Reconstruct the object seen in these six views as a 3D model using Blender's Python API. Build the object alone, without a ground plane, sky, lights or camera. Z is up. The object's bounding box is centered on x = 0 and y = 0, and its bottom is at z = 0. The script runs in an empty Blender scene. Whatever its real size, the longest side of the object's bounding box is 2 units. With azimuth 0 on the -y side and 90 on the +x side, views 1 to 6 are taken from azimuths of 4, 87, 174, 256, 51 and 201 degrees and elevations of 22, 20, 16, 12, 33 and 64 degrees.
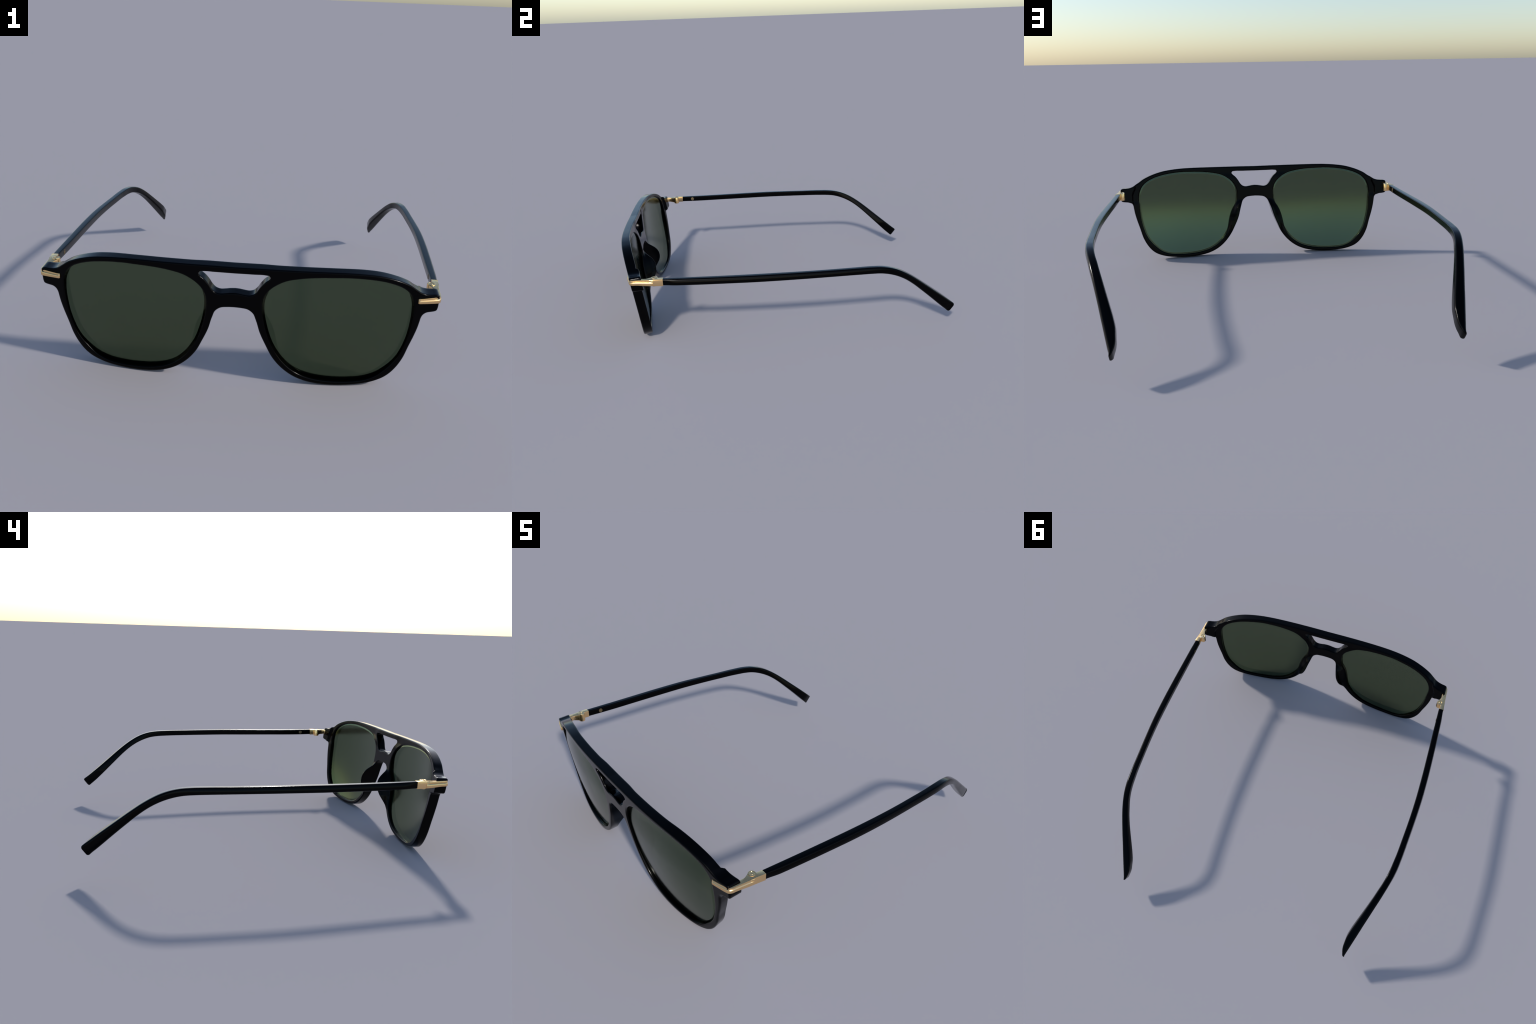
"""Black acetate double-bridge sunglasses with green lenses and gold hinges.

The front is described by three plan contours (outline, brow hole, lens
opening) laid on a gently wrapped, tilted base surface; the temples are lofts
through rounded-rectangle sections; the metalwork is swept and lathed.
Everything is modelled for the wearer's side x > 0 and mirrored.
"""
import bpy, math
import numpy as np
from mathutils import Vector
from mathutils.geometry import delaunay_2d_cdt

# ------------------------------------------------------------------ helpers
def catmull(points, step, closed=False):
    """Centripetal-ish Catmull-Rom through control points, resampled evenly."""
    P = np.array(points, float)
    n = len(P)
    out = []
    segs = n if closed else n - 1
    for i in range(segs):
        if closed:
            p0, p1, p2, p3 = P[(i - 1) % n], P[i], P[(i + 1) % n], P[(i + 2) % n]
        else:
            p1, p2 = P[i], P[i + 1]
            p0 = P[i - 1] if i > 0 else 2 * p1 - p2
            p3 = P[i + 2] if i + 2 < n else 2 * p2 - p1
        d = np.linalg.norm(p2 - p1)
        d0 = max(np.linalg.norm(p1 - p0), 1e-9)
        d2 = max(np.linalg.norm(p3 - p2), 1e-9)
        m1 = ((p1 - p0) / d0 * d + (p2 - p1) * d0 / d * 1.0) / (d0 + d) * d
        m2 = ((p2 - p1) / d * d2 + (p3 - p2) * d / d2) / (d + d2) * d
        for k in range(24):
            t = k / 24
            out.append((2*t**3 - 3*t*t + 1)*p1 + (t**3 - 2*t*t + t)*m1
                       + (-2*t**3 + 3*t*t)*p2 + (t**3 - t*t)*m2)
    if not closed:
        out.append(P[-1])
    C = np.array(out)
    if closed:
        C = np.vstack([C, C[:1]])
    L = np.r_[0, np.cumsum(np.linalg.norm(np.diff(C, axis=0), axis=1))]
    k = max(int(round(L[-1] / step)), 4)
    s = np.linspace(0, L[-1], k + 1)
    R = np.stack([np.interp(s, L, C[:, a]) for a in range(C.shape[1])], 1)
    return R[:-1] if closed else R

def lerp_table(table):
    a = np.array(table, float)
    return lambda v: np.interp(v, a[:, 0], a[:, 1])

def smooth(t):
    t = np.clip(t, 0, 1)
    return t * t * (3 - 2 * t)

def area2(L):
    return 0.5 * np.sum(L[:, 0] * np.roll(L[:, 1], -1) - np.roll(L[:, 0], -1) * L[:, 1])

def seg_dist(pts, loops):
    """distance from each point to the nearest boundary segment of the loops"""
    A = np.vstack(loops)
    Bv = np.vstack([np.roll(l, -1, 0) for l in loops])
    D = Bv - A
    dd = (D ** 2).sum(1)
    out = np.empty(len(pts))
    for i in range(0, len(pts), 2000):
        p = pts[i:i + 2000]
        W = p[:, None, :] - A[None]
        t = np.clip((W * D[None]).sum(2) / dd[None], 0, 1)
        out[i:i + 2000] = np.sqrt(((W - t[..., None] * D[None]) ** 2).sum(2).min(1))
    return out

def inside(pts, loop):
    x, y = pts[:, 0], pts[:, 1]
    c = np.zeros(len(pts), bool)
    x1, y1 = loop[:, 0], loop[:, 1]
    x2, y2 = np.roll(x1, -1), np.roll(y1, -1)
    for a, b, c2, d in zip(x1, y1, x2, y2):
        m = (b > y) != (d > y)
        if m.any():
            xi = (c2 - a) * (y[m] - b) / (d - b) + a
            c[m] ^= x[m] < xi
    return c

def make_object(name, verts, faces, material, parent, smooth_angle=None, flat=False):
    me = bpy.data.meshes.new(name)
    me.from_pydata([tuple(map(float, v)) for v in verts], [], [tuple(map(int, f)) for f in faces])
    me.validate()
    me.update()
    me.materials.append(material)
    me.polygons.foreach_set("use_smooth", [not flat] * len(me.polygons))
    ob = bpy.data.objects.new(name, me)
    bpy.context.scene.collection.objects.link(ob)
    ob.parent = parent
    if smooth_angle is not None:
        me.set_sharp_from_angle(angle=math.radians(smooth_angle))
    return ob

def recalc(ob):
    import bmesh
    bm = bmesh.new()
    bm.from_mesh(ob.data)
    bmesh.ops.recalc_face_normals(bm, faces=bm.faces)
    bm.to_mesh(ob.data)
    bm.free()

def mirror(verts, faces):
    return [(-v[0], v[1], v[2]) for v in verts], [tuple(reversed(f)) for f in faces]

def both_sides(name, verts, faces, material, parents, angle=None):
    obs = []
    for side, par in ((0, parents[0]), (1, parents[1])):
        v, f = (verts, faces) if side == 0 else mirror(verts, faces)
        ob = make_object(name, v, f, material, par)
        recalc(ob)
        if angle is not None:
            ob.data.set_sharp_from_angle(angle=math.radians(angle))
        obs.append(ob)
    return obs

# ---------------------------------------------------------------- materials
def base_material(name):
    m = bpy.data.materials.new(name)
    m.use_nodes = True
    nt = m.node_tree
    return m, nt, nt.nodes["Principled BSDF"]

def noise_into(nt, scale, socket, lo, hi, detail=3.0):
    tc = nt.nodes.new("ShaderNodeTexCoord")
    nz = nt.nodes.new("ShaderNodeTexNoise")
    nz.inputs["Scale"].default_value = scale
    nz.inputs["Detail"].default_value = detail
    mr = nt.nodes.new("ShaderNodeMapRange")
    mr.inputs["To Min"].default_value = lo
    mr.inputs["To Max"].default_value = hi
    nt.links.new(tc.outputs["Object"], nz.inputs["Vector"])
    nt.links.new(nz.outputs["Fac"], mr.inputs["Value"])
    nt.links.new(mr.outputs["Result"], socket)

def acetate_material():
    m, nt, b = base_material("polished_black_acetate")
    # jet black lacquer look: almost no mirror head-on, strong sheen at grazing angles
    b.inputs["Base Color"].default_value = (0.0078, 0.0078, 0.0080, 1)
    b.inputs["Metallic"].default_value = 1.0
    noise_into(nt, 9.0, b.inputs["Roughness"], 0.14, 0.19)
    return m

def lens_material():
    m, nt, b = base_material("green_lens_glass")
    # green-tinted mirror coat over very dark glass that lets a few percent through
    b.inputs["Base Color"].default_value = (0.073, 0.104, 0.064, 1)
    b.inputs["Metallic"].default_value = 1.0
    noise_into(nt, 4.0, b.inputs["Roughness"], 0.13, 0.17)
    glass = nt.nodes.new("ShaderNodeBsdfTransparent")
    glass.inputs["Color"].default_value = (0.180, 0.186, 0.152, 1)
    add = nt.nodes.new("ShaderNodeAddShader")
    out = nt.nodes["Material Output"]
    nt.links.new(b.outputs["BSDF"], add.inputs[0])
    nt.links.new(glass.outputs["BSDF"], add.inputs[1])
    nt.links.new(add.outputs["Shader"], out.inputs["Surface"])
    return m

def gold_material(name, colour, rough):
    m, nt, b = base_material(name)
    b.inputs["Base Color"].default_value = (*colour, 1)
    b.inputs["Metallic"].default_value = 1.0
    noise_into(nt, 40.0, b.inputs["Roughness"], rough * 0.85, rough * 1.15)
    return m

BLACK = acetate_material()
GREEN = lens_material()
GOLD = gold_material("pale_polished_gold", (0.92, 0.630, 0.305), 0.23)
BRONZE = gold_material("dull_engraved_gold", (0.20, 0.150, 0.085), 0.5)

# ------------------------------------------------------------- thing + empty
root = bpy.data.objects.new("sunglasses", None)
bpy.context.scene.collection.objects.link(root)
root["label"] = "black double-bridge sunglasses with green lenses and gold hinges"
root["category"] = "sunglasses"

# ------------------------------------------------------ front: base surface
def base_y(x, z):
    """front face of the frame: wrapped around the face and tilted in below"""
    q = x * x
    return -0.9250 + 0.0273*q + 0.2546*q*q - 0.1752*q*q*q - 0.1278*z - 0.0219*q*(z - 0.3)

def base_dx(x, z):
    q = x * x
    return x * (0.0546 + 1.0184*q - 1.0512*q*q - 0.0438*(z - 0.3))

# plan contours, x >= 0 half (x, z)
OUTLINE = [(0, .5855), (.1, .5865), (.2, .587), (.3, .5875), (.42, .588), (.485, .587), (.56, .582),
           (.617, .5745), (.672, .5605), (.716, .5445), (.747, .5295), (.777, .508), (.802, .491),
           (.825, .4830), (.850, .4808), (.868, .4805), (.8775, .4775), (.8810, .468), (.8810, .436),
           (.8795, .412), (.877, .4035), (.869, .3995), (.856, .397), (.832, .392), (.820, .382),
           (.8135, .367), (.8105, .347), (.806, .317), (.796, .273), (.780, .217), (.758, .141),
           (.735, .096), (.709, .063), (.682, .0415), (.653, .0275), (.612, .0145), (.56, .006),
           (.502, .0015), (.443, .001), (.384, .006), (.325, .019), (.268, .045), (.221, .082),
           (.175, .139), (.144, .202), (.116, .268), (.098, .330), (.083, .366), (.060, .384),
           (.030, .3895), (0, .391)]
BROW_HOLE = [(0, .4615), (.02, .460), (.043, .456), (.064, .4540), (.082, .460), (.0965, .474),
             (.1125, .500), (.130, .522), (.147, .537), (.1535, .5465), (.148, .5555), (.135, .5578),
             (.08, .558), (0, .5575)]
OPENING = [(.425, .563), (.345, .559), (.279, .550), (.216, .533), (.179, .511), (.152, .487),
           (.135, .462), (.126, .438), (.1225, .412), (.123, .386), (.1265, .354), (.135, .311),
           (.148, .262), (.167, .208), (.191, .163), (.220, .121), (.259, .081), (.311, .0485),
           (.383, .028), (.460, .0205), (.53, .0215), (.600, .0315), (.651, .055), (.688, .089),
           (.719, .126), (.741, .165), (.755, .207), (.768, .265), (.774, .323), (.776, .377),
           (.775, .412), (.772, .441), (.765, .464), (.754, .484), (.740, .500), (.719, .516),
           (.689, .531), (.647, .545), (.592, .556), (.538, .562), (.484, .5645)]

STEP = 0.005
half_out = catmull(OUTLINE, STEP)
half_hole = catmull(BROW_HOLE, STEP * .8)
open_r = catmull(OPENING, STEP, closed=True)

def close_half(h):
    m = h[1:-1][::-1] * [-1, 1]
    return np.vstack([h, m])

outline = close_half(half_out)
_t = np.roll(outline, -1, 0) - np.roll(outline, 1, 0)
_t /= np.linalg.norm(_t, axis=1)[:, None]
_o = np.stack([_t[:, 1], -_t[:, 0]], 1) * (1 if area2(outline) > 0 else -1)
outline = outline + _o * .0018          # contour was laid out on the middle of the rounded edge
hole = close_half(half_hole)
open_l = (open_r * [-1, 1])[::-1]
loops = [outline, hole, open_r, open_l]
loops = [l if (area2(l) > 0) == (i == 0) else l[::-1] for i, l in enumerate(loops)]
# now the frame material lies to the LEFT of every loop

THICK = 0.054
R_FRONT, R_REAR = 0.0075, 0.006

# --- plan points: bevel loops, then a grid for the broad areas
pts, loop_ids = [], []
for l in loops:
    loop_ids.append(list(range(len(pts), len(pts) + len(l))))
    pts += list(l)
n_boundary = len(pts)
extra = []
ring_t = [R_FRONT * (1 - math.cos(a)) for a in np.radians([18, 36, 54, 72, 90])]
for l in loops:
    t = np.roll(l, -1, 0) - np.roll(l, 1, 0)
    t /= np.linalg.norm(t, axis=1)[:, None]
    nrm = np.stack([-t[:, 1], t[:, 0]], 1)
    for r in ring_t:
        q = l + nrm * r
        d = seg_dist(q, loops)
        extra.append(q[np.abs(d - r) < r * 0.08])
def grid(x0, x1, z0, z1, h, lim):
    gx, gz = np.meshgrid(np.arange(x0, x1, h), np.arange(z0, z1, h * .866))
    gx = gx + (np.arange(gx.shape[0]) % 2)[:, None] * h / 2
    g = np.stack([gx.ravel(), gz.ravel()], 1)
    ok = inside(g, loops[0])
    for l in loops[1:]:
        ok &= ~inside(g, l)
    g = g[ok]
    return g[seg_dist(g, loops) > lim]
def in_fine(g):
    a = np.abs(g[:, 0])
    return (a > .765) & (g[:, 1] > .36) | (a < .27) & (g[:, 1] < .39)
coarse = grid(-.9, .9, 0, .6, .008, R_FRONT * 1.25)
coarse = coarse[~in_fine(coarse)]
fine = grid(0, .9, 0, .6, .0036, R_FRONT * 1.15)
fine = fine[in_fine(fine) & (fine[:, 0] > .002)]
extra += [coarse, fine, fine * [-1, 1]]
allp = np.vstack([np.array(pts)] + extra)
edges = []
for ids in loop_ids:
    edges += [(ids[i], ids[(i + 1) % len(ids)]) for i in range(len(ids))]
vo, eo, fo, ov, oe, of = delaunay_2d_cdt([Vector(p) for p in allp], edges, [], 0, 1e-6)
P2 = np.array([(v.x, v.y) for v in vo])
F2 = np.array([f for f in fo if len(f) == 3])
cen = P2[F2].mean(1)
keep = inside(cen, loops[0])
for l in loops[1:]:
    keep &= ~inside(cen, l)
F2 = F2[keep]
a2 = ((P2[F2[:, 1]] - P2[F2[:, 0]])[:, 0] * (P2[F2[:, 2]] - P2[F2[:, 0]])[:, 1]
      - (P2[F2[:, 1]] - P2[F2[:, 0]])[:, 1] * (P2[F2[:, 2]] - P2[F2[:, 0]])[:, 0])
F2[a2 < 0] = F2[a2 < 0][:, ::-1]
back_index = {}
for i, o in enumerate(ov):
    for k in o:
        back_index[k] = i
dist = seg_dist(P2, loops)

def roundover(d, r):
    t = np.clip(r - d, 0, r)
    return r - np.sqrt(np.maximum(r * r - t * t, 0))

X, Z = P2[:, 0], P2[:, 1]
AX = np.abs(X)
fy = base_y(X, Z)
front = np.stack([X, fy + roundover(dist, R_FRONT), Z], 1)

# --- rear: brow bar a touch thicker than the rims, end blocks, nose pads
thick = THICK - 0.004 * smooth((AX - .11) / .09) * (1 - smooth((AX - .45) / .12)) * smooth((Z - .5) / .05)
pad_rise = lerp_table([(.115, 0), (.14, .006), (.155, .014), (.178, .030), (.205, .049), (.232, .061), (.258, .0655),
                       (.28, .0645), (.30, .058), (.318, .045), (.333, .028), (.347, .011), (.358, .003), (.368, 0)])
nose_line = half_out[(half_out[:, 0] < .30) & (half_out[:, 1] < .40)]
d_nose = np.full(len(P2), 9.0)
near = AX < .30
Q = np.stack([AX, Z], 1)[near]
d_nose[near] = np.sqrt(((Q[:, None] - nose_line[None]) ** 2).sum(2)).min(1)
rise = np.where(near & (Z < .37), pad_rise(Z) * 0.98, 0.0)
d_open = seg_dist(np.stack([AX, Z], 1), [open_r])
across = np.clip(d_nose / np.maximum(d_nose + d_open, 1e-6), 0, 1)
pad_h = rise * (1 - 1.10 * np.clip((across - .20) / .80, 0, 1) ** 0.85)
pad_h *= np.where(Z < .3705, 1, 0)
step_x = .790 + .018 * smooth((.487 - Z) / .055)
block = smooth((AX - step_x + .003) / .007) * smooth((Z - .381) / .010)
block_y = -.8485 + .19 * (AX - .79) - .14 * (Z - .49)
rear_r = R_REAR + 0.35 * pad_h.clip(0, .02)
k_sh = thick + pad_h * .6
rx = X - base_dx(X, Z) * .6 * thick * (1 - smooth((AX - .765) / .03) * smooth((Z - .37) / .03))
rz = Z + .09 * thick
ry = fy + thick
ry = ry + block * np.maximum(block_y - ry, 0)
ry = ry + pad_h
# the pads lean outwards with depth and overlap the lens edge a little
rx = rx + np.sign(X) * rise * (.07 + .40 * smooth((across - .35) / .65))
rz = rz - rise * .08 * smooth((across - .35) / .65)
ry = ry - roundover(dist, R_REAR) 
rear = np.stack([rx, ry, rz], 1)

n = len(P2)
verts = list(front) + list(rear)
faces = [tuple(f) for f in F2]                     # front faces look to -y
faces = [(f[0], f[1], f[2]) for f in F2] + [(f[2] + n, f[1] + n, f[0] + n) for f in F2]
is_pad = [False] * len(F2) + list((rise[F2].min(1) > .0005) & (pad_h[F2].max(1) > .002))
LAYERS = 6
for ids in loop_ids:
    ids = [back_index[i] for i in ids]
    prev = ids
    for s in range(1, LAYERS + 1):
        if s < LAYERS:
            cur = []
            for i in ids:
                t = s / LAYERS
                cur.append(len(verts))
                p = front[i] * (1 - t) + rear[i] * t
                if rise[i] > .002 and d_open[i] < .001:
                    # under a pad the opening stays straight until the lens is passed
                    q = t ** (1 + 3 * min(rise[i] / .03, 1))
                    p[0] = front[i][0] * (1 - q) + rear[i][0] * q
                verts.append(p)
        else:
            cur = [i + n for i in ids]
        m = len(ids)
        for i in range(m):
            j = (i + 1) % m
            faces.append((prev[i], cur[i], cur[j], prev[j]))
            mid = 0.5 * (rise[ids[i]] + rise[ids[j]])
            is_pad.append(s > 3 and mid > .002)
        prev = cur
verts = np.array(verts)
verts[:, 2] = np.maximum(verts[:, 2], 0.0)

whole = make_object("frame_whole", verts, faces, BLACK, root)
recalc(whole)
vn = [tuple(v.vector) for v in whole.data.vertex_normals]
polys = [tuple(p.vertices) for p in whole.data.polygons]
is_pad = np.array(is_pad)

def split_part(name, mask):
    sel = [polys[i] for i in np.nonzero(mask)[0]]
    used = sorted({v for f in sel for v in f})
    idx = {v: i for i, v in enumerate(used)}
    ob = make_object(name, [verts[v] for v in used], [[idx[v] for v in f] for f in sel], BLACK, root)
    ob.data.normals_split_custom_set_from_vertices([vn[v] for v in used])
    return ob

cx = np.array([np.mean([verts[v][0] for v in f]) for f in polys])
split_part("frame_front", ~is_pad)
split_part("nose_pad", is_pad & (cx > 0))
split_part("nose_pad", is_pad & (cx < 0))
bpy.data.objects.remove(whole)

# -------------------------------------------------------------------- lenses
def build_lens():
    l = open_r if area2(open_r) > 0 else open_r[::-1]
    t = np.roll(l, -1, 0) - np.roll(l, 1, 0)
    t /= np.linalg.norm(t, axis=1)[:, None]
    out = l + np.stack([t[:, 1], -t[:, 0]], 1) * .005
    L = [out]
    P = list(out)
    nb = len(P)
    ex = []
    for r in (.004, .007, .010, .012, .0135, .015, .0165, .019):
        q = out - np.stack([t[:, 1], -t[:, 0]], 1) * r
        ex.append(q)
    g = np.stack([a.ravel() for a in np.meshgrid(np.arange(.1, .8, .012), np.arange(0, .6, .012))], 1)
    g = g[inside(g, out)]
    ex.append(g[seg_dist(g, L) > .024])
    A = np.vstack([np.array(P)] + ex)
    vo, eo, fo, ov, _, _ = delaunay_2d_cdt([Vector(p) for p in A], [(i, (i + 1) % nb) for i in range(nb)], [], 0, 1e-6)
    P2 = np.array([(v.x, v.y) for v in vo])
    F = np.array([f for f in fo if len(f) == 3])
    F = F[inside(P2[F].mean(1), out)]
    bi = {}
    for i, o in enumerate(ov):
        for k in o:
            bi[k] = i
    d = seg_dist(P2, L)
    x, z = P2[:, 0], P2[:, 1]
    sag = (z - .29) ** 2 / 3.4 + .0085 * ((x - .44) / .33) ** 2
    bow = (z - .345) ** 2 / 4.4 + .0095 * ((x - .53) / .33) ** 2
    chamfer = .010 * (1 - smooth((d - .0035) / .0125) * (1 - smooth((z - .36) / .16)))
    front = np.stack([x, base_y(x, z) + -.0035 + bow + chamfer - .004 * smooth((z - .36) / .16) * smooth(d / .12), z], 1)
    sx, sz = -base_dx(x, z) * .6, .1278
    back_b = .0028 * (1 - smooth((d - .004) / .012))
    rear = np.stack([x + sx * .036, base_y(x, z) + .027 + sag * .95 - back_b, z + sz * .036], 1)
    n = len(P2)
    fc = [tuple(f) for f in F] + [tuple(i + n for i in f[::-1]) for f in F]
    ids = [bi[i] for i in range(nb)]
    for i in range(nb):
        j = (i + 1) % nb
        fc.append((ids[i], ids[i] + n, ids[j] + n, ids[j]))
    return list(front) + list(rear), fc

lv, lf = build_lens()
both_sides("lens", lv, lf, GREEN, (root, root), 60)

# ------------------------------------------------------------------- temples
# stations: (y_top, z_top, y_bottom, z_bottom, x_outer, width)
STATIONS = [(-.7075, .4745, -.7075, .4385, .9005, .0290),
            (-.54, .4730, -.54, .4370, .9085, .0325),
            (-.37, .4730, -.37, .4375, .9155, .0345),
            (-.19, .4740, -.19, .4380, .9205, .0350),
            (-.01, .4750, -.01, .4395, .9200, .0340),
            (.11, .4745, .11, .4395, .9150, .0325),
            (.25, .4740, .25, .4395, .9070, .0325),
            (.40, .4740, .393, .4390, .8975, .0340),
            (.47, .4725, .460, .4375, .8905, .0365),
            (.53, .4665, .516, .4325, .8800, .0385),
            (.58, .4540, .560, .4225, .8685, .0400),
            (.625, .4360, .602, .4080, .8560, .0420),
            (.665, .4140, .640, .3900, .8440, .0430),
            (.705, .3880, .676, .3680, .8310, .0440),
            (.76, .3470, .724, .3310, .8135, .0460),
            (.82, .2990, .781, .2800, .7945, .0500),
            (.87, .2590, .830, .2350, .7795, .0535),
            (.905, .2310, .865, .2020, .7685, .0525),
            (.930, .2110, .890, .1780, .7608, .0470),
            (.955, .1905, .915, .1545, .7530, .0405),
            (.972, .1768, .9335, .1375, .7478, .0310),
            (.984, .1672, .9465, .1260, .7447, .0225),
            (.9935, .1594, .9575, .1160, .7419, .0150)]
TEMPLE_SECTION = 28

def rounded_rect(w, h, r, n_per=6):
    r = min(r, .48 * w, .48 * h)
    out = []
    for cx_, cy_, a0 in ((w/2 - r, h/2 - r, 0), (-w/2 + r, h/2 - r, 90), (-w/2 + r, -h/2 + r, 180), (w/2 - r, -h/2 + r, 270)):
        for k in range(n_per + 1):
            a = math.radians(a0 + 90 * k / n_per)
            out.append((cx_ + r * math.cos(a), cy_ + r * math.sin(a)))
    return out

def build_temple():
    S = catmull(STATIONS, .014)
    vs, fs = [], []
    m = None
    total = len(S)
    for i, (yt, zt, yb, zb, xo, w) in enumerate(S):
        top = np.array([0, yt, zt])
        r = .0060 + .004 * smooth((yt - .45) / .3)
        shift = -.0005 + .0038 * smooth((yt - .55) / .25)
        start = .25 + .75 * smooth((yt + .7075) / .08)
        zb = zb - .0012 * start - .0028 * smooth((yt - .50) / .25)
        yb = yb - .0012 * smooth((yt - .50) / .25)
        bot = np.array([0, yb, zb])
        h = np.linalg.norm(top - bot)
        up = (top - bot) / h
        mid = (top + bot) / 2
        w = w - .0055 * smooth((yt - .40) / .2) * min(w / .04, 1)
        sec = rounded_rect(w, h, r)
        m = len(sec)
        for (u, v) in sec:
            # outer face gently crowned
            k = 2 * v / h                    # outer face swells outwards and downwards
            bulge = (.0030 * (1 - k * k) + .0036 * (1 - k)) * min(w / .03, 1) * max(2 * u / w, 0) * start
            p = mid + up * v
            x = xo + shift - w / 2 + u + bulge
            vs.append((x, p[1], p[2]))
        if i:
            a, b = (i - 1) * m, i * m
            for k in range(m):
                k2 = (k + 1) % m
                fs.append((a + k, a + k2, b + k2, b + k))
    # rounded closing of the tip: shrink the last section while moving outwards
    yt, zt, yb, zb, xo, w = S[-1]
    top = np.array([0, yt, zt]); bot = np.array([0, yb, zb])
    up = (top - bot) / np.linalg.norm(top - bot)
    fwd = np.array([0, up[2], -up[1]])
    last = np.array(vs[-m:])
    c = last.mean(0)
    half = np.linalg.norm(top - bot) / 2
    x_out = last[:, 0].max()
    for adv, inset, thin in ((.0035, .0006, .86), (.0068, .0024, .70), (.0093, .0050, .52), (.0108, .0080, .36), (.0114, .0120, .22)):
        b0 = len(vs)
        for p in last:
            hh = np.dot(p - c, up)
            q = p - up * hh * (inset / half) + fwd * adv
            q[0] = x_out - .001 * (1 - thin) - (x_out - p[0]) * thin
            vs.append(tuple(q))
        a = b0 - m
        for k2 in range(m):
            k3 = (k2 + 1) % m
            fs.append((a + k2, a + k3, b0 + k3, b0 + k2))
    fs.append(tuple(range(len(vs) - m, len(vs))))
    fs.append(tuple(range(m))[::-1])
    return vs, fs

tv, tf = build_temple()
temples = both_sides("temple", tv, tf, BLACK, (root, root), 50)

# ---------------------------------------------------------- gold trim + hinge
def prism(plan, z_lo, z_hi, bev):
    """closed plan polygon (x,y) -> bevelled vertical block; z may vary per vertex"""
    P = np.array(plan, float)
    if area2(P) < 0:
        P = P[::-1]; z_lo = list(z_lo)[::-1]; z_hi = list(z_hi)[::-1]
    nn = len(P)
    t1 = P - np.roll(P, 1, 0); t2 = np.roll(P, -1, 0) - P
    t1 /= np.linalg.norm(t1, axis=1)[:, None]; t2 /= np.linalg.norm(t2, axis=1)[:, None]
    b = (t1 + t2); b /= np.linalg.norm(b, axis=1)[:, None]
    nrm = np.stack([-b[:, 1], b[:, 0]], 1)
    zl, zh = np.array(z_lo, float), np.array(z_hi, float)
    vs, fs = [], []
    rows = [(bev, zl), (bev * .3, zl + bev * .3), (0, zl + bev), (0, zh - bev), (bev * .3, zh - bev * .3), (bev, zh)]
    for off, zz in rows:
        q = P + nrm * off
        vs += [(q[i, 0], q[i, 1], zz[i]) for i in range(nn)]
    for r in range(len(rows) - 1):
        for i in range(nn):
            j = (i + 1) % nn
            fs.append((r*nn + i, r*nn + j, (r+1)*nn + j, (r+1)*nn + i))
    fs.append(tuple(range(nn))[::-1])
    fs.append(tuple(range((len(rows)-1)*nn, len(rows)*nn)))
    return vs, fs

def resample(poly, step):
    P = np.array(poly, float)
    L = np.r_[0, np.cumsum(np.linalg.norm(np.diff(P, axis=0), axis=1))]
    s = np.linspace(0, L[-1], max(int(L[-1] / step), 2) + 1)
    return np.stack([np.interp(s, L, P[:, k]) for k in range(P.shape[1])], 1)

HINGE = (.8655, -.7575)                # axis of the hinge barrel in plan

def build_trim():
    """double-ribbed strip wrapped round the end block, swept along its plan path"""
    path = catmull([(.7895, -.9145), (.815, -.9085), (.845, -.9005), (.868, -.8935), (.8795, -.8885),
                    (.8850, -.8775), (.8862, -.860), (.8880, -.830), (.8898, -.800), (.8914, -.775), (.8920, -.764)], .004)
    t = np.gradient(path, axis=0); t /= np.linalg.norm(t, axis=1)[:, None]
    out = np.stack([t[:, 1], -t[:, 0]], 1)
    path = path + out * .0008
    L = np.r_[0, np.cumsum(np.linalg.norm(np.diff(path, axis=0), axis=1))]
    vs, fs = [], []
    total = L[-1]
    for i, p in enumerate(path):
        u = L[i] / total
        y_run = L[i]
        end = smooth((total - L[i]) / .022)           # groove fades into the hinge block
        cap = min(1.0, math.sqrt(max(1 - (1 - min(L[i] / .005, 1)) ** 2, .04)))
        zl = .4438 - .0012 * smooth(u / .45) - .0055 * smooth((u - .55) / .4)
        zh = .4670 + .0050 * smooth(u / .45)
        zc = (zl + zh) / 2
        hgt = zh - zl
        g0 = zl + hgt * .56
        d = end                                        # 1 where the strip is stepped
        prof = [(-.012, zl), (.0034, zl), (.0050, zl + .0008), (.0057, zl + .0022), (.0057, g0), (.0052, g0 + .0007),
                (.0052 - .0032 * d, g0 + .0036), (.0052 - .0032 * d, g0 + .0042), (.0050 - .0014 * d, g0 + .0056),
                (.0048 - .0012 * d, zh - .0030), (.0030, zh - .0008), (.0016, zh), (-.012, zh)]
        for (o, z) in prof:
            oo = o * cap if o > 0 else o
            zz = zc + (z - zc) * (.86 + .14 * cap)
            vs.append((p[0] + out[i, 0] * oo, p[1] + out[i, 1] * oo, zz))
        m = len(prof)
        if i:
            a, b = (i - 1) * m, i * m
            for k in range(m):
                fs.append((a + k, a + (k + 1) % m, b + (k + 1) % m, b + k))
    fs.append(tuple(range(m))[::-1])
    fs.append(tuple(range(len(vs) - m, len(vs))))
    return vs, fs

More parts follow.
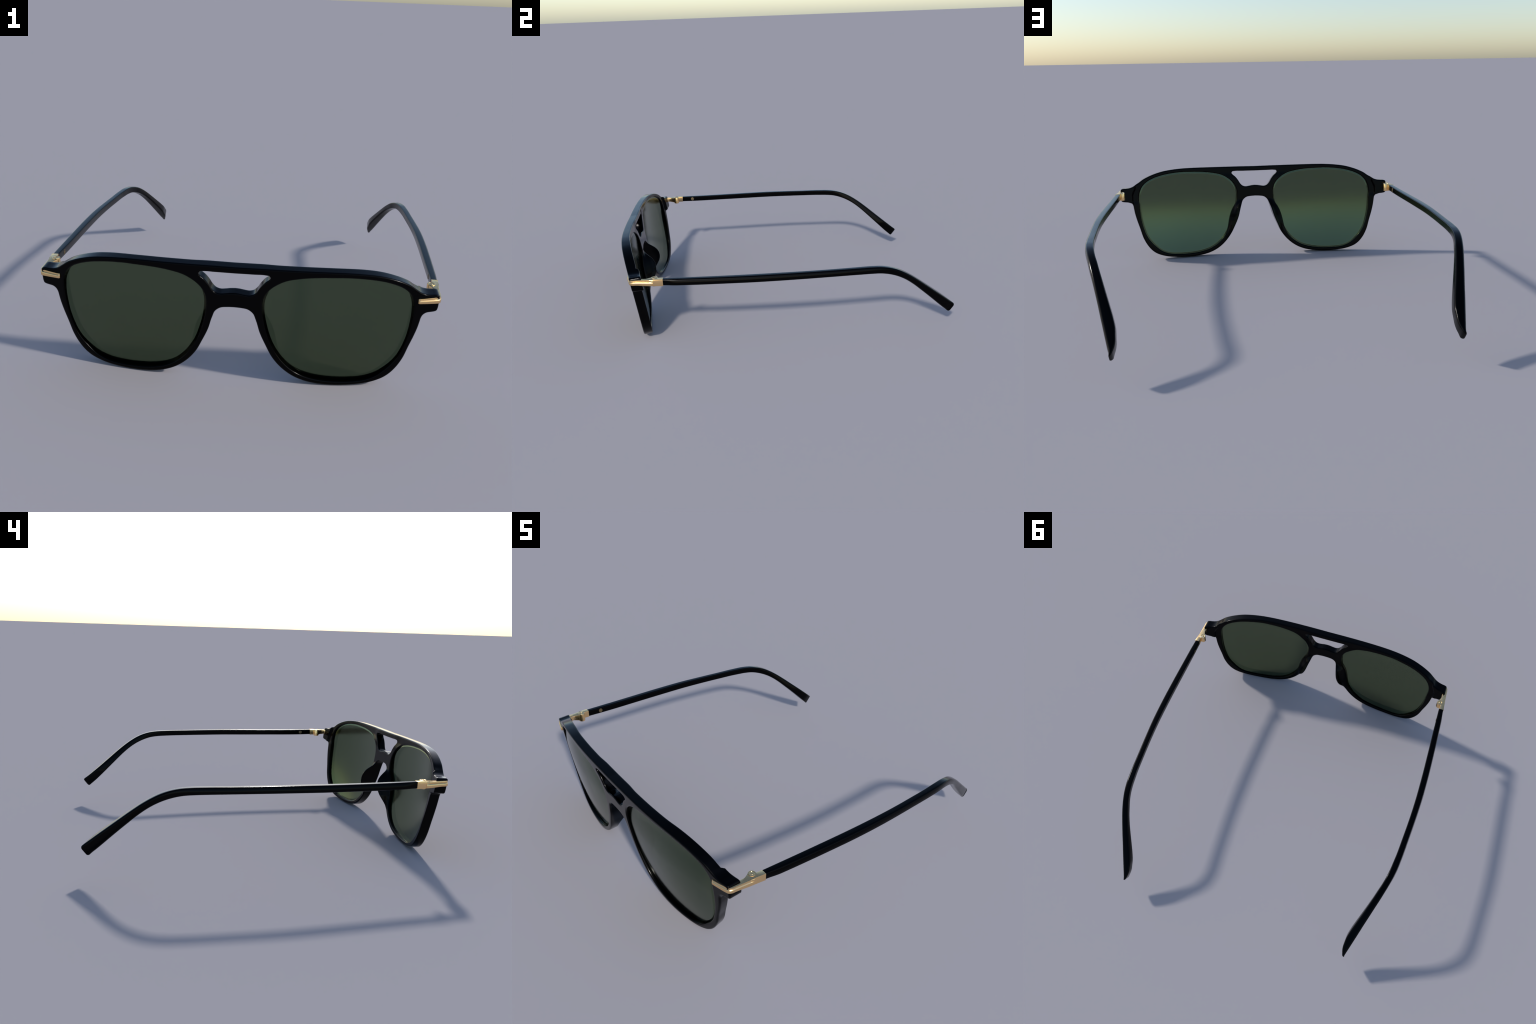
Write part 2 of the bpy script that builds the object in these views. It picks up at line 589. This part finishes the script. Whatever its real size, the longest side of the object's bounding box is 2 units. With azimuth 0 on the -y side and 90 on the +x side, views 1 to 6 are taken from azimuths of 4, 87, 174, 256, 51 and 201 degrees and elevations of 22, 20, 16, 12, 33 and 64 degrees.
def build_hinge_arm():
    cx_, cy_ = HINGE
    R = .0180
    plan = [(.9025, -.7078), (.8990, -.742), (.8978, -.7575), (.8945, -.780), (.8905, -.812), (.8870, -.834), (.862, -.838)]
    plan += [(.8655, -.826), (.8665, -.806), (.8640, -.794), (.8590, -.783), (.8530, -.7725)]
    for a in np.linspace(222, 75, 14):
        plan.append((cx_ + R * math.cos(math.radians(a)), cy_ + R * math.sin(math.radians(a))))
    plan += [(.8715, -.739), (.8725, -.7078)]
    zl, zh = [], []
    for x, y in plan:
        k = smooth((y + .800) / .035)
        zl.append(.4435 + (.4360 - .4435) * k)
        zh.append(.4712 + (.4752 - .4712) * smooth((y + .779) / .018))
    return prism(plan, zl, zh, .0012)

def lathe(profile, cx_, cy_, seg=28):
    vs, fs = [], []
    m = len(profile)
    for s in range(seg):
        a = 2 * math.pi * s / seg
        for r, z in profile:
            vs.append((cx_ + r * math.cos(a), cy_ + r * math.sin(a), z))
    for s in range(seg):
        s2 = (s + 1) % seg
        for k in range(m - 1):
            fs.append((s*m + k, s2*m + k, s2*m + k + 1, s*m + k + 1))
    fs.append(tuple(s*m for s in range(seg))[::-1])
    fs.append(tuple(s*m + m - 1 for s in range(seg)))
    return vs, fs

hinges = both_sides("hinge", *build_hinge_arm(), GOLD, (root, root), 35)
hp = (hinges[0], hinges[1])
both_sides("trim_strip", *build_trim(), GOLD, (root, root), 40)
cx_, cy_ = HINGE
both_sides("hinge_barrel", *lathe([(.002, .4290), (.0165, .4290), (.0187, .4312), (.0189, .4742), (.0183, .4756), (.0168, .4762), (.0128, .4762),
                                    (.0118, .4756), (.0106, .4735), (.0100, .4715), (.001, .4715)], cx_, cy_), GOLD, hp, 40)
both_sides("hinge_screw", *lathe([(.0005, .470), (.0074, .470), (.0078, .4738), (.0060, .4752), (.0030, .4760), (.0005, .4762)],
                                  cx_, cy_, 20), GOLD, hp, 60)

# small round engraved mark set into the inner face of each temple
def build_mark():
    y0, z0, r = -.630, .4555, .0118
    vs, fs = [], []
    seg = 28
    def xin(y):
        return np.interp(y, [-.7075, -.54], [.9005 - .0290 - .0005, .9085 - .0325 - .0005])
    prof = [(r, .002), (r, -.0006), (r * .86, -.0011), (r * .74, -.0004), (r * .55, -.0003), (r * .4, -.0010), (r * .15, -.0008)]
    for s in range(seg):
        a = 2 * math.pi * s / seg
        for k, (q, o) in enumerate(prof):
            wob = .0005 * math.sin(2 * a + k * 1.3) if 1 < k < 6 else 0
            y, z = y0 + q * math.cos(a), z0 + q * math.sin(a)
            vs.append((xin(y) + o + wob, y, z))
    m = len(prof)
    for s in range(seg):
        s2 = (s + 1) % seg
        for k in range(m - 1):
            fs.append((s*m + k, s2*m + k, s2*m + k + 1, s*m + k + 1))
    fs.append(tuple(s*m + m - 1 for s in range(seg)))
    fs.append(tuple(s*m for s in range(seg))[::-1])
    return vs, fs

both_sides("engraved_mark", *build_mark(), BRONZE, (temples[0], temples[1]), 50)
